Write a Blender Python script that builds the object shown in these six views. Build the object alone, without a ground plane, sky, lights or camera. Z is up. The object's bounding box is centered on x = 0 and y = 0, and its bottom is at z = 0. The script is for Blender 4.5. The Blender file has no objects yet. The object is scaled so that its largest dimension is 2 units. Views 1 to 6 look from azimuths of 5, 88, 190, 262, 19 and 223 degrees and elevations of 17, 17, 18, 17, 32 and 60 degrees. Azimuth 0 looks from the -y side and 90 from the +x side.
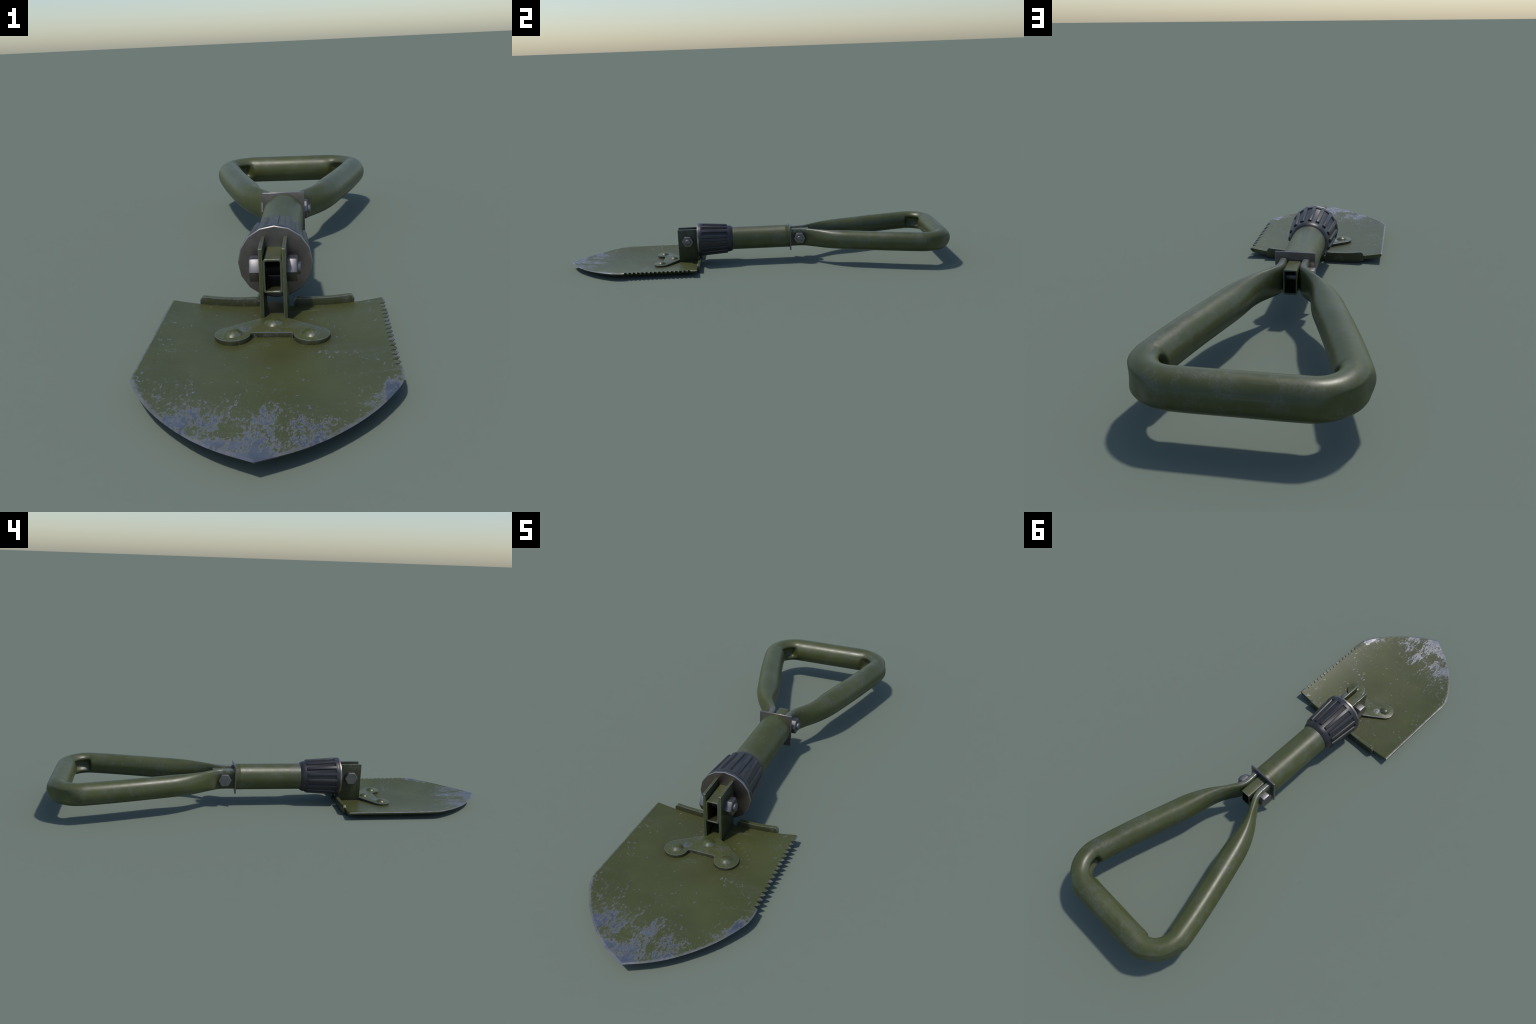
"""Folding entrenching shovel: dished pointed blade with a saw edge, riveted
hinge bracket, ribbed locking collar, round shaft, D-handle bolted on a stub."""
import bpy, bmesh, math
import numpy as np
from mathutils import Vector, Matrix

AXIS_Z = 0.1268            # height of the shaft axis
scene = bpy.context.scene
col = scene.collection

# ------------------------------------------------------------------ helpers
def finish(name, verts, faces, mat, parent, angle=35.0, recalc=True, bevel=None, segs=2):
    me = bpy.data.meshes.new(name)
    me.from_pydata([tuple(map(float, v)) for v in verts], [], [tuple(map(int, f)) for f in faces])
    bm = bmesh.new(); bm.from_mesh(me)
    bmesh.ops.remove_doubles(bm, verts=bm.verts, dist=1e-6)
    if recalc:
        bmesh.ops.recalc_face_normals(bm, faces=bm.faces)
    if bevel:
        es = [e for e in bm.edges if len(e.link_faces) == 2 and e.calc_face_angle(0) > math.radians(40)]
        bmesh.ops.bevel(bm, geom=es, offset=bevel, segments=segs, profile=0.5, affect='EDGES', clamp_overlap=True)
    bm.to_mesh(me); bm.free()
    me.shade_smooth()
    me.set_sharp_from_angle(angle=math.radians(angle))
    me.materials.append(mat)
    ob = bpy.data.objects.new(name, me)
    col.objects.link(ob)
    ob.parent = parent
    return ob

def box(x0, x1, y0, y1, z0, z1):
    v = [(x, y, z) for x in (x0, x1) for y in (y0, y1) for z in (z0, z1)]
    f = [(0, 1, 3, 2), (4, 6, 7, 5), (0, 4, 5, 1), (2, 3, 7, 6), (0, 2, 6, 4), (1, 5, 7, 3)]
    return v, f

def prism(outline, z0, z1, plane='xy'):
    """Extrude a closed 2D outline between two levels of the remaining axis."""
    n = len(outline)
    def put(p, h):
        return {'xy': (p[0], p[1], h), 'xz': (p[0], h, p[1]), 'yz': (h, p[0], p[1])}[plane]
    v = [put(p, z0) for p in outline] + [put(p, z1) for p in outline]
    f = [tuple(range(n))[::-1], tuple(range(n, 2 * n))]
    f += [(i, (i + 1) % n, n + (i + 1) % n, n + i) for i in range(n)]
    return v, f

def lathe_y(profile, seg, cx=0.0, cz=AXIS_Z, phase=0.0, closed=True):
    """Revolve a (y, r) profile about the shaft axis."""
    v, f = [], []
    m = len(profile)
    for y, r in profile:
        for k in range(seg):
            a = 2 * math.pi * k / seg + phase
            v.append((cx + r * math.sin(a), y, cz + r * math.cos(a)))
    for i in range(m - 1):
        for k in range(seg):
            k2 = (k + 1) % seg
            f.append((i * seg + k, i * seg + k2, (i + 1) * seg + k2, (i + 1) * seg + k))
    if closed:
        f.append(tuple(range(seg)))
        f.append(tuple((m - 1) * seg + k for k in range(seg)))
    return v, f

def lathe_x(profile, seg, cy, cz, phase=0.0, side=1.0):
    v, f = lathe_y(profile, seg, 0.0, 0.0, phase)
    return [(side * y, cy + x, cz + z) for x, y, z in v], f

def join(*parts):
    V, F = [], []
    for v, f in parts:
        o = len(V); V += list(v); F += [tuple(i + o for i in q) for q in f]
    return V, F

def rounded_rect(cx, cz, hx, hz, r, n=5):
    pts = []
    for sx, sz, a0 in ((1, 1, 0), (-1, 1, 90), (-1, -1, 180), (1, -1, 270)):
        for k in range(n + 1):
            a = math.radians(a0 + 90 * k / n)
            pts.append((cx + sx * (hx - r) + r * math.cos(a), cz + sz * (hz - r) + r * math.sin(a)))
    return pts

def catmull(pts, per):
    P = np.array(pts, float); out = []
    P = np.vstack([2 * P[0] - P[1], P, 2 * P[-1] - P[-2]])
    for i in range(1, len(P) - 2):
        p0, p1, p2, p3 = P[i - 1:i + 3]
        d0, d1, d2 = [max(np.linalg.norm(b - a), 1e-9) ** .5 for a, b in ((p0, p1), (p1, p2), (p2, p3))]
        for k in range(per):
            t = k / per
            m1 = d1 * ((p1 - p0) / d0 - (p2 - p0) / (d0 + d1) + (p2 - p1) / d1)
            m2 = d1 * ((p2 - p1) / d1 - (p3 - p1) / (d1 + d2) + (p3 - p2) / d2)
            h = (2 * t**3 - 3 * t**2 + 1, t**3 - 2 * t**2 + t, -2 * t**3 + 3 * t**2, t**3 - t**2)
            out.append(h[0] * p1 + h[1] * m1 + h[2] * p2 + h[3] * m2)
    out.append(P[-2]); return np.array(out)

# ---------------------------------------------------------------- materials
class G:
    """Tiny helper for building node graphs."""
    def __init__(self, name):
        self.m = bpy.data.materials.new(name); self.m.use_nodes = True
        self.t = self.m.node_tree; self.t.nodes.clear()
        self.out = self.t.nodes.new('ShaderNodeOutputMaterial')
        self.p = self.t.nodes.new('ShaderNodeBsdfPrincipled')
        self.t.links.new(self.p.outputs[0], self.out.inputs[0])
        self.co = self.t.nodes.new('ShaderNodeTexCoord').outputs['Object']
    def link(self, src, dst):
        if hasattr(src, 'is_output'): self.t.links.new(src, dst)
        else: dst.default_value = src
    def math(self, op, a, b=0.0, c=0.0, clamp=False):
        n = self.t.nodes.new('ShaderNodeMath'); n.operation = op; n.use_clamp = clamp
        for i, v in enumerate((a, b, c)): self.link(v, n.inputs[i])
        return n.outputs[0]
    def mapping(self, scale=(1, 1, 1), rot=(0, 0, 0), loc=(0, 0, 0)):
        n = self.t.nodes.new('ShaderNodeMapping')
        self.link(self.co, n.inputs[0])
        n.inputs['Location'].default_value = loc
        n.inputs['Rotation'].default_value = rot
        n.inputs['Scale'].default_value = scale
        return n.outputs[0]
    def noise(self, scale, detail=4, rough=0.55, dist=0.0, vec=None):
        n = self.t.nodes.new('ShaderNodeTexNoise')
        self.link(vec if vec is not None else self.co, n.inputs['Vector'])
        n.inputs['Scale'].default_value = scale; n.inputs['Detail'].default_value = detail
        n.inputs['Roughness'].default_value = rough; n.inputs['Distortion'].default_value = dist
        return n.outputs['Fac']
    def step(self, v, lo, hi):
        n = self.t.nodes.new('ShaderNodeMapRange'); n.interpolation_type = 'SMOOTHSTEP'
        self.link(v, n.inputs[0])
        self.link(lo, n.inputs[1]); self.link(hi, n.inputs[2])
        return n.outputs[0]
    def mix(self, fac, a, b):
        n = self.t.nodes.new('ShaderNodeMix'); n.data_type = 'RGBA'
        self.link(fac, n.inputs[0]); self.link(a, n.inputs[6]); self.link(b, n.inputs[7])
        return n.outputs[2]
    def mixf(self, fac, a, b):
        n = self.t.nodes.new('ShaderNodeMix'); n.data_type = 'FLOAT'
        self.link(fac, n.inputs[0]); self.link(a, n.inputs[2]); self.link(b, n.inputs[3])
        return n.outputs[0]
    def sep(self, v):
        n = self.t.nodes.new('ShaderNodeSeparateXYZ'); self.link(v, n.inputs[0]); return n.outputs
    def bump(self, h, strength=0.2, dist=0.002):
        n = self.t.nodes.new('ShaderNodeBump'); self.link(h, n.inputs['Height'])
        n.inputs['Strength'].default_value = strength; n.inputs['Distance'].default_value = dist
        self.t.links.new(n.outputs[0], self.p.inputs['Normal'])
    def edge(self, radius):
        """1 on sharp edges, 0 on flats: rounded normal against true normal."""
        b = self.t.nodes.new('ShaderNodeBevel'); b.inputs['Radius'].default_value = radius; b.samples = 6
        g = self.t.nodes.new('ShaderNodeNewGeometry')
        d = self.t.nodes.new('ShaderNodeVectorMath'); d.operation = 'DOT_PRODUCT'
        self.t.links.new(b.outputs[0], d.inputs[0]); self.t.links.new(g.outputs['Normal'], d.inputs[1])
        return self.math('SUBTRACT', 1.0, d.outputs['Value'])
    def set(self, color, metal, rough, spec=0.5):
        self.link(color, self.p.inputs['Base Color']); self.link(metal, self.p.inputs['Metallic'])
        self.link(rough, self.p.inputs['Roughness']); self.p.inputs['Specular IOR Level'].default_value = spec
        return self.m

def rgb(r, g, b): return (r, g, b, 1.0)
OLIVE, OLIVE_DARK = rgb(.064, .0738, .0208), rgb(.053, .0612, .0165)

def paint(name, wear_amount=0.5, edge_radius=0.0, patch_scale=14.0, rough=0.40, dust=0.5, baked_side_shade=0.0, chip=None, wall=0.0, bore=False, rubbed_end=0.0):
    """Olive enamel: tone drift, rubbed greyish patches, optional bare edges."""
    g = G(name)
    tone = g.step(g.noise(7, 3), .35, .7)
    c = g.mix(tone, OLIVE_DARK, OLIVE)
    if baked_side_shade:
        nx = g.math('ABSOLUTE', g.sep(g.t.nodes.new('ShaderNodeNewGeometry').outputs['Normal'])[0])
        c = g.mix(g.math('MULTIPLY', g.step(nx, .6, .95), baked_side_shade), c, rgb(.024, .027, .010))  # side-facing faces tinted dark to carry their shade
    if wall:  # upright faces get ambient occlusion baked into the colour
        nz = g.math('ABSOLUTE', g.sep(g.t.nodes.new('ShaderNodeNewGeometry').outputs['Normal'])[2])
        c = g.mix(g.math('MULTIPLY', g.math('SUBTRACT', 1.0, g.step(nz, .15, .5)), wall), c, rgb(.018, .018, .007))
    if bore:  # inside of the tube coloured near black for its interior shadow
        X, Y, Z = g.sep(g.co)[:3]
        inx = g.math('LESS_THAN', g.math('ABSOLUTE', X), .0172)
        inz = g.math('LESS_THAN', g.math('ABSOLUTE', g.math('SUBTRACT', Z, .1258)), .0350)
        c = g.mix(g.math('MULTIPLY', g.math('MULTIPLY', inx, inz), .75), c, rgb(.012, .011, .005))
    fine = g.noise(190, 3, .6)
    rub = g.math('MULTIPLY', g.step(g.noise(patch_scale, 6, .72), .46, .66), g.step(fine, .30, .62))
    rub = g.math('MULTIPLY', rub, wear_amount)
    c = g.mix(rub, c, rgb(.115, .122, .120))
    # fine hairline scratches in two directions
    sc1 = g.step(g.noise(60, 2, .5, 0.6, g.mapping((1, .05, 1), (0, 0, .5))), .66, .72)
    sc2 = g.step(g.noise(60, 2, .5, 0.6, g.mapping((.05, 1, 1), (0, .3, .25))), .66, .72)
    sc = g.math('MULTIPLY', g.math('MAXIMUM', sc1, sc2), .25 * dust)
    c = g.mix(sc, c, rgb(.16, .165, .15))
    r = g.math('ADD', g.mixf(rub, rough, .52), g.math('MULTIPLY', g.math('SUBTRACT', g.noise(35, 4), .5), .18))
    metal = 0.0
    if edge_radius:
        e = g.math('MULTIPLY', g.step(g.edge(edge_radius), .006, .06), g.step(g.noise(60, 4, .65), .33, .56))
        c = g.mix(e, c, rgb(.31, .32, .345)); metal = g.math('MULTIPLY', e, .8)
        r = g.mixf(e, r, .36)
    if rubbed_end:
        X, Y, Z = g.sep(g.co)[:3]
        k = g.math('MULTIPLY', g.math('SUBTRACT', 1.0, g.step(Y, .20, .30)), g.step(Z, .150, .166))
        k = g.math('MULTIPLY', k, g.math('MULTIPLY', g.step(g.noise(60, 5, .65), .36, .56), rubbed_end))
        c = g.mix(k, c, rgb(.20, .205, .20)); metal = g.math('MULTIPLY', k, .7); r = g.mixf(k, r, .30)
        sh = g.math('MULTIPLY', g.math('SUBTRACT', 1.0, g.step(Y, .235, .275)), g.math('SUBTRACT', 1.0, g.step(Z, .145, .160)))  # shade round the bolt joint, drawn as a dark tint
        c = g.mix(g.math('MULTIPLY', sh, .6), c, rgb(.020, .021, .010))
    if chip:                      # one larger flaked patch at an (x, y) spot
        X, Y = g.sep(g.co)[:2]
        dx = g.math('DIVIDE', g.math('SUBTRACT', X, chip[0]), .030); dy = g.math('DIVIDE', g.math('SUBTRACT', Y, chip[1]), .018)
        d = g.math('EXPONENT', g.math('MULTIPLY', g.math('ADD', g.math('MULTIPLY', dx, dx), g.math('MULTIPLY', dy, dy)), -1.0))
        n = g.noise(75, 7, .7, .4, g.mapping((1.3, .8, .3), (0, 0, -.5)))
        k = g.step(g.math('ADD', n, g.math('MULTIPLY', d, .17)), .63, .67)
        c = g.mix(k, c, rgb(.26, .265, .285)); metal = g.math('MAXIMUM', metal, g.math('MULTIPLY', k, .9))
    g.bump(g.math('ADD', g.math('MULTIPLY', fine, .4), g.noise(45, 4)), .10, .002)
    return g.set(c, metal, r)

def blade_paint():
    g = G('blade_paint')
    X, Y, Z = g.sep(g.co)[:3]
    ax = g.math('ABSOLUTE', X)
    sx = g.math('DIVIDE', ax, .2555)
    sy = g.math('MAXIMUM', g.math('DIVIDE', g.math('SUBTRACT', -.48, Y), .519), 0.0)
    s = g.math('ADD', g.math('POWER', sx, 2.7), g.math('POWER', sy, 2.7))       # 1 near rim
    # distance in from the two arcs that make the pointed front rim
    dx = g.math('SUBTRACT', ax, -0.2121); dy = g.math('SUBTRACT', Y, -0.5437)
    rad = g.math('SQRT', g.math('ADD', g.math('MULTIPLY', dx, dx), g.math('MULTIPLY', dy, dy)))
    inset = g.math('SUBTRACT', 0.5029, rad)
    # where bare steel gathers
    def blob(cx, cy, rx, ry):
        u = g.math('DIVIDE', g.math('SUBTRACT', X, cx), rx); v = g.math('DIVIDE', g.math('SUBTRACT', Y, cy), ry)
        d = g.math('ADD', g.math('MULTIPLY', u, u), g.math('MULTIPLY', v, v))
        return g.math('EXPONENT', g.math('MULTIPLY', d, -1.0))
    isfront = g.math('SUBTRACT', 1.0, g.step(Y, -.74, -.66))
    bias = g.math('MULTIPLY', blob(0, -1.01, .055, .042), .36)
    for cx, cy, rx, ry, k in ((-.165, -.800, .050, .085, .105), (-.150, -.875, .045, .040, .10), (-.085, -.945, .065, .022, .16),
                              (-.06, -.885, .07, .05, .085), (.080, -.945, .095, .024, .13), (.065, -.895, .085, .050, .108),
                              (.040, -.835, .06, .05, .075), (.228, -.765, .018, .055, .17), (.20, -.80, .05, .04, .07),
                              (-.225, -.755, .04, .05, .05), (.02, -.80, .15, .10, .055), (-.10, -.78, .08, .10, .03), (.05, -.60, .05, .03, .04), (.14, -.42, .04, .03, .05)):
        bias = g.math('ADD', bias, g.math('MULTIPLY', blob(cx, cy, rx, ry), k))
    bias = g.math('ADD', bias, g.math('MULTIPLY', g.math('MULTIPLY', g.math('SUBTRACT', 1.0, g.step(inset, .0, .055)), isfront), .05))
    vec = g.mapping((1.45, .62, .3), (0, 0, -.40))
    n1 = g.noise(92, 9, .72, .5, vec)
    n2 = g.noise(15, 3, .55, .3, vec)
    n = g.math('ADD', g.math('MULTIPLY', n1, .63), g.math('MULTIPLY', n2, .37))
    th = g.math('SUBTRACT', .662, bias)
    core = g.step(n, g.math('ADD', th, .012), g.math('ADD', th, .050))
    halo = g.step(n, g.math('SUBTRACT', th, .030), g.math('ADD', th, .012))
    # small chips scattered over the whole face, in loose clusters
    m1 = g.noise(75, 4, .62, .4, g.mapping((1.25, .75, .3), (0, 0, -.5), (3.1, 2.7, 0)))
    m2 = g.noise(9, 2, .5, 0, g.mapping((1, 1, .3), (0, 0, 0), (.4, .9, 0)))
    ts = g.math('SUBTRACT', .658, g.math('MULTIPLY', g.math('SUBTRACT', m2, .5), .34))
    scatter = g.step(m1, ts, g.math('ADD', ts, .03))
    m3 = g.noise(170, 3, .6, .3, g.mapping((1.3, .8, .3), (0, 0, -.5), (1.1, 5.7, 0)))
    tf = g.math('SUBTRACT', .685, g.math('ADD', g.math('MULTIPLY', g.math('SUBTRACT', m2, .5), .30), g.math('MULTIPLY', bias, .45)))
    fine = g.math('MULTIPLY', g.step(m3, tf, g.math('ADD', tf, .04)), .8)
    halo = g.math('MAXIMUM', halo, g.math('MAXIMUM', scatter, fine))
    # worn rim
    rn = g.math('MULTIPLY', g.noise(60, 6, .7), .06)
    rim = g.math('MULTIPLY', g.step(g.math('ADD', sx, rn), 1.008, 1.026), .75)
    rimf = g.math('SUBTRACT', 1.0, g.step(g.math('ADD', inset, g.math('MULTIPLY', g.math('SUBTRACT', g.noise(90, 6, .7), .5), .035)), .001, .010))
    rimf = g.math('MULTIPLY', g.math('MULTIPLY', rimf, isfront), .50)
    saw = g.math('MULTIPLY', g.step(X, .2405, .246), g.math('SUBTRACT', g.step(Y, -.70, -.68), g.step(Y, -.345, -.33)))
    saw = g.math('MULTIPLY', saw, g.math('MULTIPLY', g.step(g.noise(80, 4, .65), .40, .62), .38))
    rimf = g.math('MAXIMUM', rimf, saw)
    up = g.step(g.sep(g.t.nodes.new('ShaderNodeNewGeometry').outputs['Normal'])[2], .35, .60)
    rim = g.math('MULTIPLY', g.math('MAXIMUM', rim, rimf), up)
    core = g.math('MAXIMUM', core, g.math('MULTIPLY', scatter, .6))
    bare = g.math('MAXIMUM', g.math('MULTIPLY', core, .95), rim)
    halo = g.math('MAXIMUM', halo, rim)
    # paint underneath
    tone = g.step(g.noise(6, 3), .35, .7)
    c = g.mix(tone, OLIVE_DARK, OLIVE)
    # contact shadow painted round the foot plate and along the bracket
    painted_occlusion = g.math('MULTIPLY', blob(.02, -.585, .09, .06), .35)
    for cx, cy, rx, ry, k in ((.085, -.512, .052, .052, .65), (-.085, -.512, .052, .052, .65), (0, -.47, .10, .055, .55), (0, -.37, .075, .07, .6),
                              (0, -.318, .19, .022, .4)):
        painted_occlusion = g.math('MAXIMUM', painted_occlusion, g.math('MULTIPLY', blob(cx, cy, rx, ry), k))
    c = g.mix(painted_occlusion, c, rgb(.043, .040, .009))
    gap = g.math('MULTIPLY', g.step(Y, -.425, -.39), g.math('SUBTRACT', 1.0, g.step(ax, .022, .030)))  # shadow between the cheeks, painted onto the blade
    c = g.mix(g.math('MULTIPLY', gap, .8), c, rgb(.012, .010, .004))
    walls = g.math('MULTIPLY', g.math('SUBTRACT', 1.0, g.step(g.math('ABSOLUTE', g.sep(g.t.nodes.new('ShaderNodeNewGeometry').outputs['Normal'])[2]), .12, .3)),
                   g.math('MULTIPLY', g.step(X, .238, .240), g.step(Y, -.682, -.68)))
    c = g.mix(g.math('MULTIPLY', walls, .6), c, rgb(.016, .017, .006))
    haze = g.math('MULTIPLY', g.step(g.noise(9, 6, .7, .5, g.mapping((.6, 1.4, 1))), .52, .72), g.step(g.noise(140, 3, .6, .3, g.mapping((.4, 1.5, 1))), .40, .62))
    haze = g.math('MULTIPLY', haze, .42)
    c = g.mix(haze, c, rgb(.12, .125, .125))
    sc = g.step(g.noise(42, 2, .5, .8, g.mapping((.06, 1.3, 1), (0, 0, .28))), .67, .72)
    c = g.mix(g.math('MULTIPLY', sc, .30), c, rgb(.15, .155, .15))
    steel = g.mix(g.step(g.noise(22, 4, .6), .35, .65), rgb(.20, .205, .225), rgb(.30, .30, .315))
    c = g.mix(g.math('MULTIPLY', halo, .75), c, rgb(.135, .138, .142))
    c = g.mix(bare, c, steel)
    r = g.mixf(bare, g.math('ADD', .36, g.math('MULTIPLY', g.noise(30, 4), .14)), .38)
    h = g.math('SUBTRACT', g.math('MULTIPLY', g.noise(55, 4), .5), g.math('MULTIPLY', bare, .35))
    g.bump(h, .22, .0018)
    return g.set(c, g.math('MULTIPLY', bare, .95), r, .45)

def metal(name, base, rough, tint=None, spots=.25, metallic=1.0, edge=False):
    g = G(name)
    n = g.step(g.noise(30, 5, .6), .3, .7)
    c = g.mix(n, base, tint or base)
    if edge:
        e = g.step(g.edge(.0025), .01, .10)
        c = g.mix(e, c, rgb(.62, .60, .60)); metallic = g.mixf(e, metallic, 1.0)  # edge colour lightened to strengthen the bright glint
    r = g.math('ADD', rough, g.math('MULTIPLY', g.math('SUBTRACT', g.noise(55, 4), .5), spots))
    g.bump(g.noise(90, 3), .06, .001)
    return g.set(c, metallic, r)

def plastic(name):
    g = G(name)
    e = g.math('MULTIPLY', g.step(g.edge(.002), .03, .25), .55)
    c = g.mix(g.step(g.noise(12, 4), .3, .7), rgb(.019, .0187, .0208), rgb(.029, .0282, .0305))
    c = g.mix(e, c, rgb(.085, .078, .078))
    g.bump(g.noise(260, 2), .05, .0006)
    return g.set(c, 0.0, g.math('ADD', .36, g.math('MULTIPLY', g.noise(40, 3), .12)))

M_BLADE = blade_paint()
M_PAINT = paint('olive_paint', .40, 0.0, 11.0, .40)
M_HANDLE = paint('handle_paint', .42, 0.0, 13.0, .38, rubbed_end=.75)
M_BRACKET = paint('bracket_paint', .45, .0030, 22.0, .38)
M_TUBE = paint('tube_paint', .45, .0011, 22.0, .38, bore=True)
M_TAB = paint('tab_paint', .45, .0030, 22.0, .38, wall=.6)
M_FOOT = paint('foot_plate_paint', .45, .0030, 22.0, .38, chip=(-.058, -.487), wall=.65)
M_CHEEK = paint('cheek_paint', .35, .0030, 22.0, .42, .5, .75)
M_RIVET = paint('rivet_paint', .8, 0.0, 40.0, .34)
M_STEEL = metal('bolt_steel', rgb(.175, .168, .170), .48, rgb(.235, .226, .228), .2)
M_WASHER = metal('washer_steel', rgb(.225, .197, .188), .40, rgb(.275, .243, .232), .2, 1.0, True)
M_FLANGE = metal('flange_steel', rgb(.130, .118, .116), .22, rgb(.160, .146, .142), .12, .60, True)
M_THREAD = metal('thread_steel', rgb(.10, .10, .105), .45, rgb(.14, .135, .135), .2)
M_COLLAR = plastic('collar_plastic')

# ------------------------------------------------------------------- object
root = bpy.data.objects.new('folding_shovel', None)
col.objects.link(root)
root['label'] = 'olive military folding shovel with saw-edged blade and triangular handle'
root['category'] = 'shovel'

# ---- blade: dished plate, V-ground rim, saw teeth on the +x side
BACK_Y, TIP_Y, HALF_W = -.316, -.9995, .2555
RIM_CURVE = [(.2555, -.690), (.2546, -.716), (.2505, -.741), (.2390, -.769), (.2195, -.803), (.1970, -.837),
             (.1720, -.868), (.1420, -.900), (.1070, -.9325), (.0630, -.9650), (.0, TIP_Y)]
FRONT = [tuple(p) for p in catmull(RIM_CURVE, 4)]

def blade_top(x, y):
    sx = np.minimum(np.abs(x) / .250, 1.06); sy = np.maximum(0, (-.48 - y) / .519)
    s = sx ** 2.7 + sy ** 2.7
    s = np.where(s > 1, 1 + (s - 1) * .25, s)
    dent = .0006 * np.sin(x * 23 + 1.3) * np.sin(y * 19 + .4)
    return .0155 + .0195 * s + dent * np.clip(1 - s, 0, 1)

def densify(pts, step):
    out = []
    for a, b in zip(pts[:-1], pts[1:]):
        n = max(1, int(math.ceil(math.hypot(b[0] - a[0], b[1] - a[1]) / step)))
        out += [(a[0] + (b[0] - a[0]) * k / n, a[1] + (b[1] - a[1]) * k / n) for k in range(n)]
    return out + [pts[-1]]

PITCH, N_TEETH, TOOTH_DEPTH = .02135, 16, .0165
right = [(HALF_W, BACK_Y), (HALF_W, BACK_Y - .026)]
for i in range(N_TEETH):                      # notch: raked flank in, short flank out
    yv = -.3567 - PITCH * i
    right += [(HALF_W - TOOTH_DEPTH * .45, yv + .0075), (HALF_W - TOOTH_DEPTH, yv),
              (HALF_W - .0035, yv - .0032), (HALF_W, yv - .0050)]
    if i < N_TEETH - 1:
        right.append((HALF_W, yv - .0065))
right_side = right + [p for p in FRONT if p[1] < -.69]
left_side = [(-HALF_W, BACK_Y)] + [(-x, y) for x, y in FRONT]
back = [(-HALF_W, BACK_Y), (HALF_W, BACK_Y)]
loop = densify(right_side, .012)[:-1] + densify(left_side, .012)[::-1][:-1] + densify(back, .010)[:-1]
loop = np.array(loop)
N = len(loop)
# smooth (tooth-free) inward normal for every rim point
def inward(p):
    x, y = p
    if y > -.69 and y < BACK_Y - 1e-4:
        return np.array([-np.sign(x), 0.0])
    if y >= BACK_Y - 1e-4:
        return np.array([0.0, 0.0])
    q = np.array([abs(x), y]); best = None
    for a, b in zip(FRONT[:-1], FRONT[1:]):
        a, b = np.array(a), np.array(b); d = b - a
        t = np.clip(np.dot(q - a, d) / np.dot(d, d), 0, 1)
        dist = np.linalg.norm(q - a - t * d)
        nrm = np.array([d[1], -d[0]]) / np.linalg.norm(d)
        w = math.exp(-(dist / .02) ** 2)
        best = nrm * w if best is None else best + nrm * w
    nrm = best / np.linalg.norm(best)
    if abs(x) < 1e-6: return np.array([0.0, 1.0])
    return np.array([nrm[0] * np.sign(x), nrm[1]])

inw = np.array([inward(p) for p in loop])
is_back = loop[:, 1] >= BACK_Y - 1e-4
depth_in = np.where((loop[:, 0] > .23) & (loop[:, 1] > -.69), np.clip(loop[:, 0] - (HALF_W - TOOTH_DEPTH), 0, 1) / TOOTH_DEPTH, 1.0)
fw = np.clip((-.65 - loop[:, 1]) / .2, 0, 1)
is_tooth = (loop[:, 0] > .23) & (loop[:, 1] > -.69) & (loop[:, 1] < -.343)
inset_top = np.where(is_tooth, .0042, .0068 - .0012 * fw) * depth_in
inset_bot = (.0085 + .001 * fw) * depth_in
ring_ridge = loop.copy()
ring_top = loop + inw * inset_top[:, None]
ring_bot = loop + inw * inset_bot[:, None]
# back corners: pull along x only
for i in range(N):
    if is_back[i]:
        lim = HALF_W - .0075
        ring_top[i, 0] = np.clip(loop[i, 0], -lim, lim); ring_bot[i, 0] = np.clip(loop[i, 0], -(lim - .001), lim - .001)
zt = blade_top(ring_top[:, 0], ring_top[:, 1])
THICK = .0135
zr = zt - np.where(is_back & (np.abs(loop[:, 0]) < HALF_W - .01), THICK * .4, np.where(is_tooth, .0026, .0030 - .0014 * fw))
zb = zt - (THICK - .0035 * fw)
V, F = [], []
def add_ring(xy, z):
    o = len(V); V.extend((float(a), float(b), float(c)) for (a, b), c in zip(xy, z)); return o
def bridge(o1, o2):
    for i in range(N):
        j = (i + 1) % N; F.append((o1 + i, o1 + j, o2 + j, o2 + i))
C = np.array([0.0, -.56]); RINGS = 30
def disc_fill(first, ring, zfun):
    prev = first
    for k in range(1, RINGS):
        t = 1 - k / RINGS
        xy = C + (ring - C) * t
        o = add_ring(xy, zfun(xy)); bridge(prev, o); prev = o
    V.append((C[0], C[1], float(zfun(np.array([C]))[0]))); c = len(V) - 1
    for i in range(N): F.append((prev + i, prev + (i + 1) % N, c))
o_r = add_ring(ring_ridge, zr)
o_t = add_ring(ring_top, zt)
o_b = add_ring(ring_bot, zb)
bridge(o_r, o_t); bridge(o_b, o_r)
disc_fill(o_t, ring_top, lambda p: blade_top(p[:, 0], p[:, 1]))
def bot_z(p):
    f = np.clip((-.65 - p[:, 1]) / .2, 0, 1)
    return blade_top(p[:, 0], p[:, 1]) - (THICK - .0035 * f)
disc_fill(o_b, ring_bot, bot_z)
blade = finish('blade', V, F, M_BLADE, root, angle=14)

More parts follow.
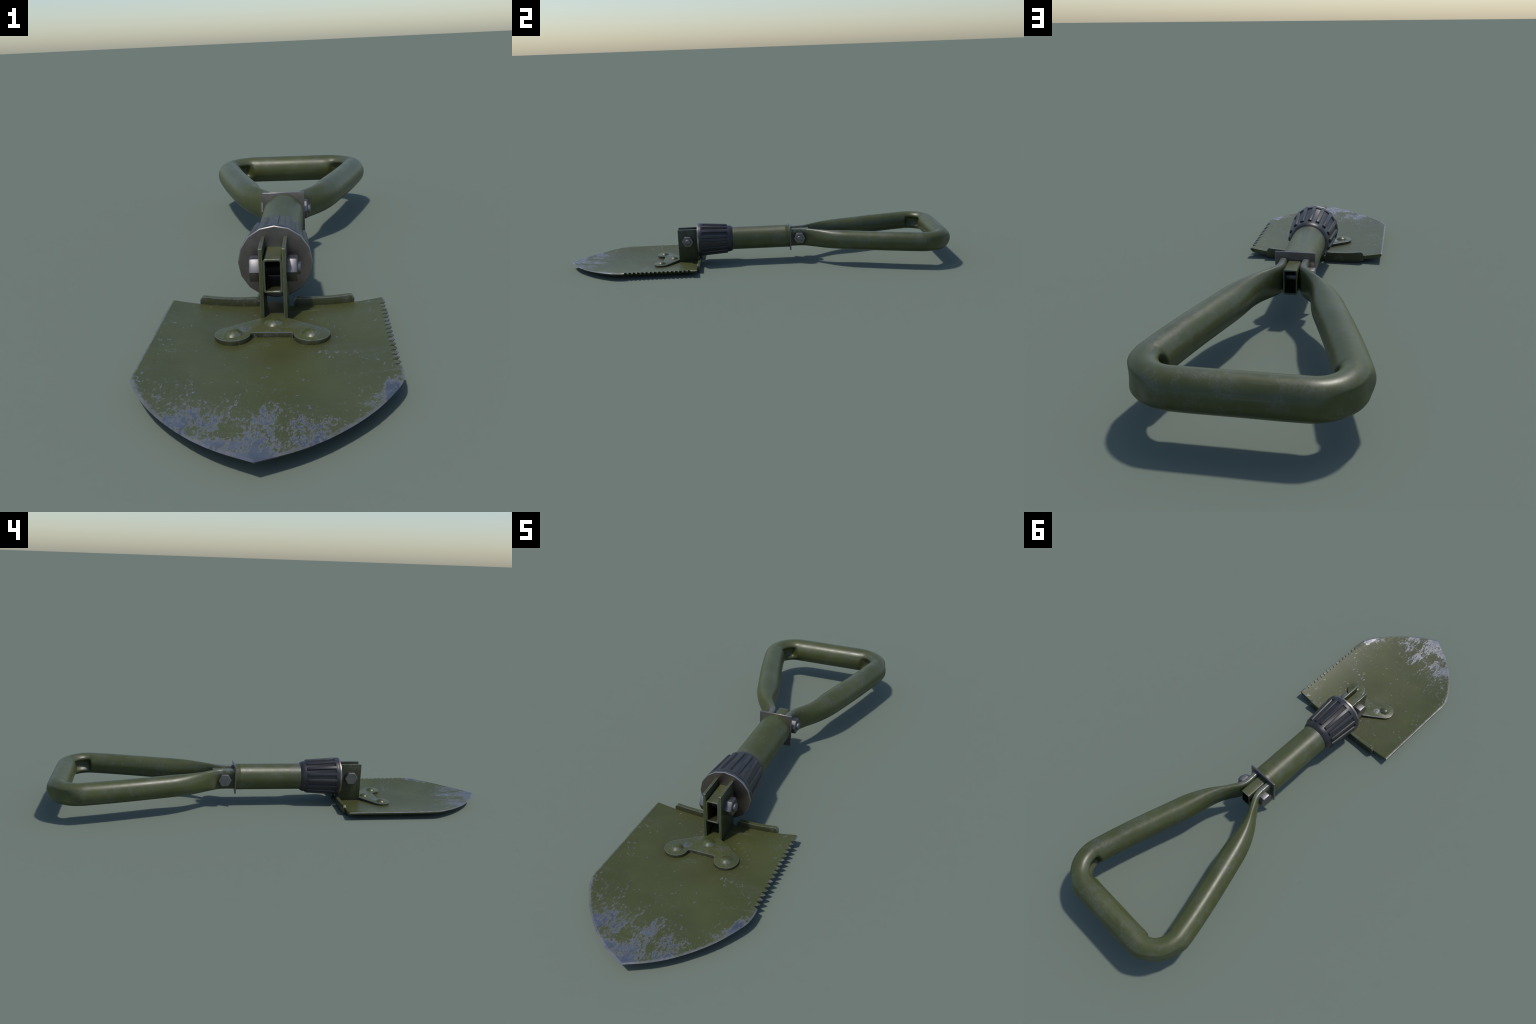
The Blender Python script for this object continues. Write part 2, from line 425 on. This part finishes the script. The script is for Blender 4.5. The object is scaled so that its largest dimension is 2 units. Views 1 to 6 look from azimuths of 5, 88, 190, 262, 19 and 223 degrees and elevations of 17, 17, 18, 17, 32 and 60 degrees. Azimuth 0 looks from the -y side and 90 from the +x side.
# ---- step tabs folded up at the blade's back edge
def tab(sign):
    x0, x1, h = .0415, .1855, .0355
    bot = lambda x: .0000 + .0085 * ((x - .085) / .1005) ** 2 * (1 if x > .085 else .9)
    xs = np.linspace(x0, x1, 22)
    low = [(x, bot(x)) for x in xs]
    top = []
    r = .010
    for x in xs[::-1]:
        d = min(x - x0, x1 - x)
        drop = r - math.sqrt(max(0, r * r - max(0, r - d) ** 2)) if d < r else 0
        top.append((x, bot(x) + h - drop))
    # extra points on the rounded corners
    out = low + top
    out = [(sign * x, z) for x, z in out]
    v, f = prism(out, -.3168, -.3035, 'xz')
    return finish('step_tab', v, f, M_TAB, root, angle=30, bevel=.0009)
tab(1); tab(-1)

# ---- hinge bracket: riveted foot plate plus two cheeks
bracket = bpy.data.objects.new('hinge_bracket', None); col.objects.link(bracket); bracket.parent = root
def foot_outline():
    cx, cy, r = .085, -.508, .039
    pts = [(.0260, -.318), (.0260, -.4190), (.0305, -.4205)]
    # outer tangent from (.0305,-.42) onto the lobe
    dx, dy = .0305 - cx, -.420 - cy
    d = math.hypot(dx, dy); a0 = math.atan2(dy, dx); off = math.acos(r / d)
    start = a0 - off                                  # tangent on the outer/back side
    end = math.radians(180 - 9) - 2 * math.pi
    n = 26
    pts += [(cx + r * math.cos(start + (end - start) * k / n), cy + r * math.sin(start + (end - start) * k / n)) for k in range(n + 1)]
    pts += [(.0440, -.5085), (.0415, -.5035), (.0375, -.502)]
    return pts + [(-x, y) for x, y in pts[::-1]]
v, f = prism(foot_outline(), .0140, .0275)
foot = finish('foot_plate', v, f, M_FOOT, bracket, angle=30, bevel=.0007)
for sgn in (1, -1):
    xa, xb = sorted((sgn * .0222, sgn * .0305))
    out = [(-.4195, .0255), (-.4195, .1885), (-.4175, .1905), (-.3165, .1905), (-.3165, .012), (-.380, .012), (-.405, .0255)]
    v, f = prism(out, xa, xb, 'yz')
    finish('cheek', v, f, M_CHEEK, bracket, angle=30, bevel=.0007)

def rivet_mesh():
    r, h = .0214, .0105
    R = (r * r + h * h) / (2 * h)
    prof = [(0.0, r * 1.0)]
    n = 9
    amax = math.asin(r / R)
    prof = [(-.003, r)] + [(R * math.cos(amax * (1 - k / n)) - (R - h), R * math.sin(amax * (1 - k / n))) for k in range(n)] + [(h, .0004)]
    v, f = lathe_y(prof, 28, 0, 0)
    return [(x, -z, y) for x, y, z in v], f
rv = finish('rivet', *rivet_mesh(), M_RIVET, root, angle=30)
rv.location = (0, -.4505, .0275)
for x in (-.0848, .0848):
    o = rv.copy(); col.objects.link(o); o.location = (x, -.509, .0275)

# ---- rectangular tubes: hinge tube at the front, handle socket at the back
def rect_tube(name, open_y, closed_y):
    cz, hx, hz, w = .1258, .0216, .0394, .0046
    o = rounded_rect(0, cz, hx, hz, .0062); i = rounded_rect(0, cz, hx - w, hz - w, .0040)
    n = len(o); v, f = [], []
    rings = [(o, closed_y), (o, open_y), (i, open_y), (i, closed_y)]
    for pts, y in rings: v += [(x, y, z) for x, z in pts]
    for k in range(3):
        for j in range(n):
            j2 = (j + 1) % n; f.append((k * n + j, k * n + j2, (k + 1) * n + j2, (k + 1) * n + j))
    f.append(tuple(range(3 * n, 4 * n))); f.append(tuple(range(n)))
    return finish(name, v, f, M_TUBE, root, angle=30, bevel=.0006, segs=1)
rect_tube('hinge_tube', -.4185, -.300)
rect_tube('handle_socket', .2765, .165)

# ---- bolts and nuts
def hexagon(half, x_in, x_out, cy, cz, side, dome):
    """Hexagonal prism with rounded-off outer corners; a vertex points along y."""
    prof = [(x_in, half), (x_out - .0042, half), (x_out - .0012, half * .965), (x_out, half * .90), (x_out + dome, .0005)]
    v, f = lathe_x(prof, 6, cy, cz, math.pi / 2, side)
    return v, f
def thread(x0, x1, r, cy, cz, turns):
    prof = []
    for k in range(turns):
        xa = x0 + (x1 - x0) * k / turns; d = (x1 - x0) / turns
        prof += [(xa, r * .88), (xa + d * .5, r)]
    prof += [(x1, r * .92)]
    return lathe_x(prof, 24, cy, cz)
def bolt(cy, cz, head_in, head_out, nut_in, nut_out, tip):
    v, f = join(hexagon(.0312, head_in, head_out, cy, cz, -1, .0004))
    finish('bolt', v, f, M_STEEL, root, angle=25, bevel=.0010, segs=2)
    v, f = lathe_x([(nut_in, .0312), (nut_out - .0040, .0312), (nut_out - .0012, .0303), (nut_out, .0285), (nut_out + .0002, .0165)], 6, cy, cz, math.pi / 2)
    finish('nut', v, f, M_STEEL, root, angle=25, bevel=.0010, segs=2)
    v, f = thread(-head_in, nut_out - .002, .0165, cy, cz, 16)
    finish('bolt_shank', v, f, M_THREAD, root, angle=60)
    v, f = lathe_x([(nut_out - .004, .0150), (tip - .0025, .0150), (tip - .0006, .0138), (tip, .012), (tip + .0002, .0004)], 24, cy, cz)
    finish('bolt_tip', v, f, M_STEEL, root, angle=40)
bolt(-.3680, .1285, .0295, .0555, .0295, .0545, .0620)
bolt(.2250, .1275, .0440, .0690, .0440, .0715, .0815)

# ---- shaft
v, f = lathe_y([(-.30, .0600), (.150, .0600), (.1515, .0604), (.1535, .0600), (.1740, .0600)], 48)
finish('shaft', v, f, M_PAINT, root, angle=40)

# ---- flange plate between shaft and handle
v, f = box(-.0637, .0637, .1733, .1802, .0628, .1908)
finish('flange', v, f, M_FLANGE, root, bevel=.0017, segs=3)

# ---- washer disc and ribbed locking collar
v, f = lathe_y([(-.3160, .0520), (-.3160, .0868), (-.3148, .0886), (-.3105, .0890), (-.3078, .0882), (-.3078, .0700)], 16)
finish('washer', v, f, M_WASHER, root, angle=30)
collar_prof = [(-.3078, .070), (-.3078, .0855), (-.3060, .0868), (-.3010, .0872), (-.2925, .0868),
               (-.2900, .0862), (-.2893, .0826), (-.2880, .0818), (-.1600, .0712), (-.1480, .0702), (-.1400, .0684), (-.1345, .0655),
               (-.1310, .0625), (-.1290, .0602), (-.1290, .0560)]
v, f = lathe_y(collar_prof, 72)
collar = finish('locking_collar', v, f, M_COLLAR, root, angle=32)
def rib_mesh():
    """One tapered rib lying along y, built about the shaft axis (top of circle)."""
    ya, yb = -.2925, -.1585
    st = []
    for y, rt, rb, hw_t, hw_b in ((ya, .0866, .078, .0072, .0086), (-.2890, .0866, .078, .0072, .0086),
                                  (yb - .0022, .0775, .068, .0066, .0080), (yb, .0762, .068, .0064, .0080)):
        st.append([(-hw_b, y, rb), (-hw_t, y, rt - .0012), (-hw_t + .0014, y, rt), (hw_t - .0014, y, rt), (hw_t, y, rt - .0012), (hw_b, y, rb)])
    v = [p for s in st for p in s]; f = []
    for i in range(3):
        for k in range(6):
            k2 = (k + 1) % 6; f.append((i * 6 + k, i * 6 + k2, (i + 1) * 6 + k2, (i + 1) * 6 + k))
    f += [tuple(range(6)), tuple(range(18, 24))]
    return v, f
N_RIBS = 16
r0 = finish('collar_rib', *rib_mesh(), M_COLLAR, collar, angle=40)
r0.location = (0, 0, AXIS_Z)
for k in range(1, N_RIBS):
    o = r0.copy(); col.objects.link(o); o.rotation_euler = (0, 2 * math.pi * k / N_RIBS, 0)

# ---- handle: one tube, flattened at its ends, bent into a triangle
half = [(.0355, .1795), (.0355, .236), (.0420, .260), (.0640, .298), (.0900, .342), (.1120, .390), (.1500, .513), (.1985, .680), (.2310, .810),
        (.2380, .848), (.2360, .880), (.2230, .910), (.1990, .9350), (.1660, .9500), (.1250, .9530), (.0, .9530)]
right_path = catmull(half, 14)
path = np.vstack([right_path, (right_path * [-1, 1])[::-1][1:]])
# resample evenly
seg = np.r_[0, np.cumsum(np.linalg.norm(np.diff(path, axis=0), axis=1))]
M = 420; u = np.linspace(0, seg[-1], M)
path = np.c_[np.interp(u, seg, path[:, 0]), np.interp(u, seg, path[:, 1])]
tan = np.gradient(path, axis=0); tan /= np.linalg.norm(tan, axis=1)[:, None]
for _ in range(3): tan[1:-1] = (tan[:-2] + 2 * tan[1:-1] + tan[2:]) / 4
tan /= np.linalg.norm(tan, axis=1)[:, None]
nor = np.c_[tan[:, 1], -tan[:, 0]]                # outward, since the loop runs from +x round to -x
smooth = lambda a, b, x: (lambda t: t * t * (3 - 2 * t))(np.clip((x - a) / (b - a), 0, 1))
K = 48; th = np.linspace(0, 2 * np.pi, K, endpoint=False)
V, F = [], []
s_end = np.minimum(u, u[-1] - u)                  # distance from the nearer end
s_half = seg[-1] / 2
for i in range(M):
    s = s_end[i]; ax, y = abs(path[i, 0]), path[i, 1]
    full = smooth(.07, .33, s)
    hn = .0128 + (.0470 - .0128) * full
    hz = .0462 + (.0490 - .0462) * smooth(.05, .30, s)
    ex = 4.5 + (2.0 - 4.5) * smooth(.05, .16, s)
    grip = smooth(.20, .14, ax) * (y > .9)
    hz += .0012 * grip
    c, sn = np.cos(th), np.sin(th)
    n = hn * np.sign(c) * np.abs(c) ** (2 / ex); z = hz * np.sign(sn) * np.abs(sn) ** (2 / ex)
    # pinched bends: outer wall pressed flat, groove pushed into the inside
    if y > .8:
        soft = smooth(.832, .850, y) * smooth(.128, .190, ax)
        core = smooth(.838, .858, y) * smooth(.150, .200, ax)
        outer = smooth(.845, .885, y) * smooth(.165, .205, ax)
        n = np.where(n < 0, n * (1 - .10 * soft), n)
        n = n + (n < 0) * core * .025 * np.exp(-(z / .0215) ** 4)
        flat = np.where(n > hn * .77, hn * .77 + (n - hn * .77) * .03, n) - .0015 * np.exp(-(z / .020) ** 4)
        n = n + (flat - n) * outer * (n > 0)
    for a, b in zip(n, z):
        V.append((path[i, 0] + nor[i, 0] * a, path[i, 1] + nor[i, 1] * a, AXIS_Z + b))
for i in range(M - 1):
    for k in range(K):
        k2 = (k + 1) % K; F.append((i * K + k, i * K + k2, (i + 1) * K + k2, (i + 1) * K + k))
F += [tuple(range(K)), tuple(range((M - 1) * K, M * K))]
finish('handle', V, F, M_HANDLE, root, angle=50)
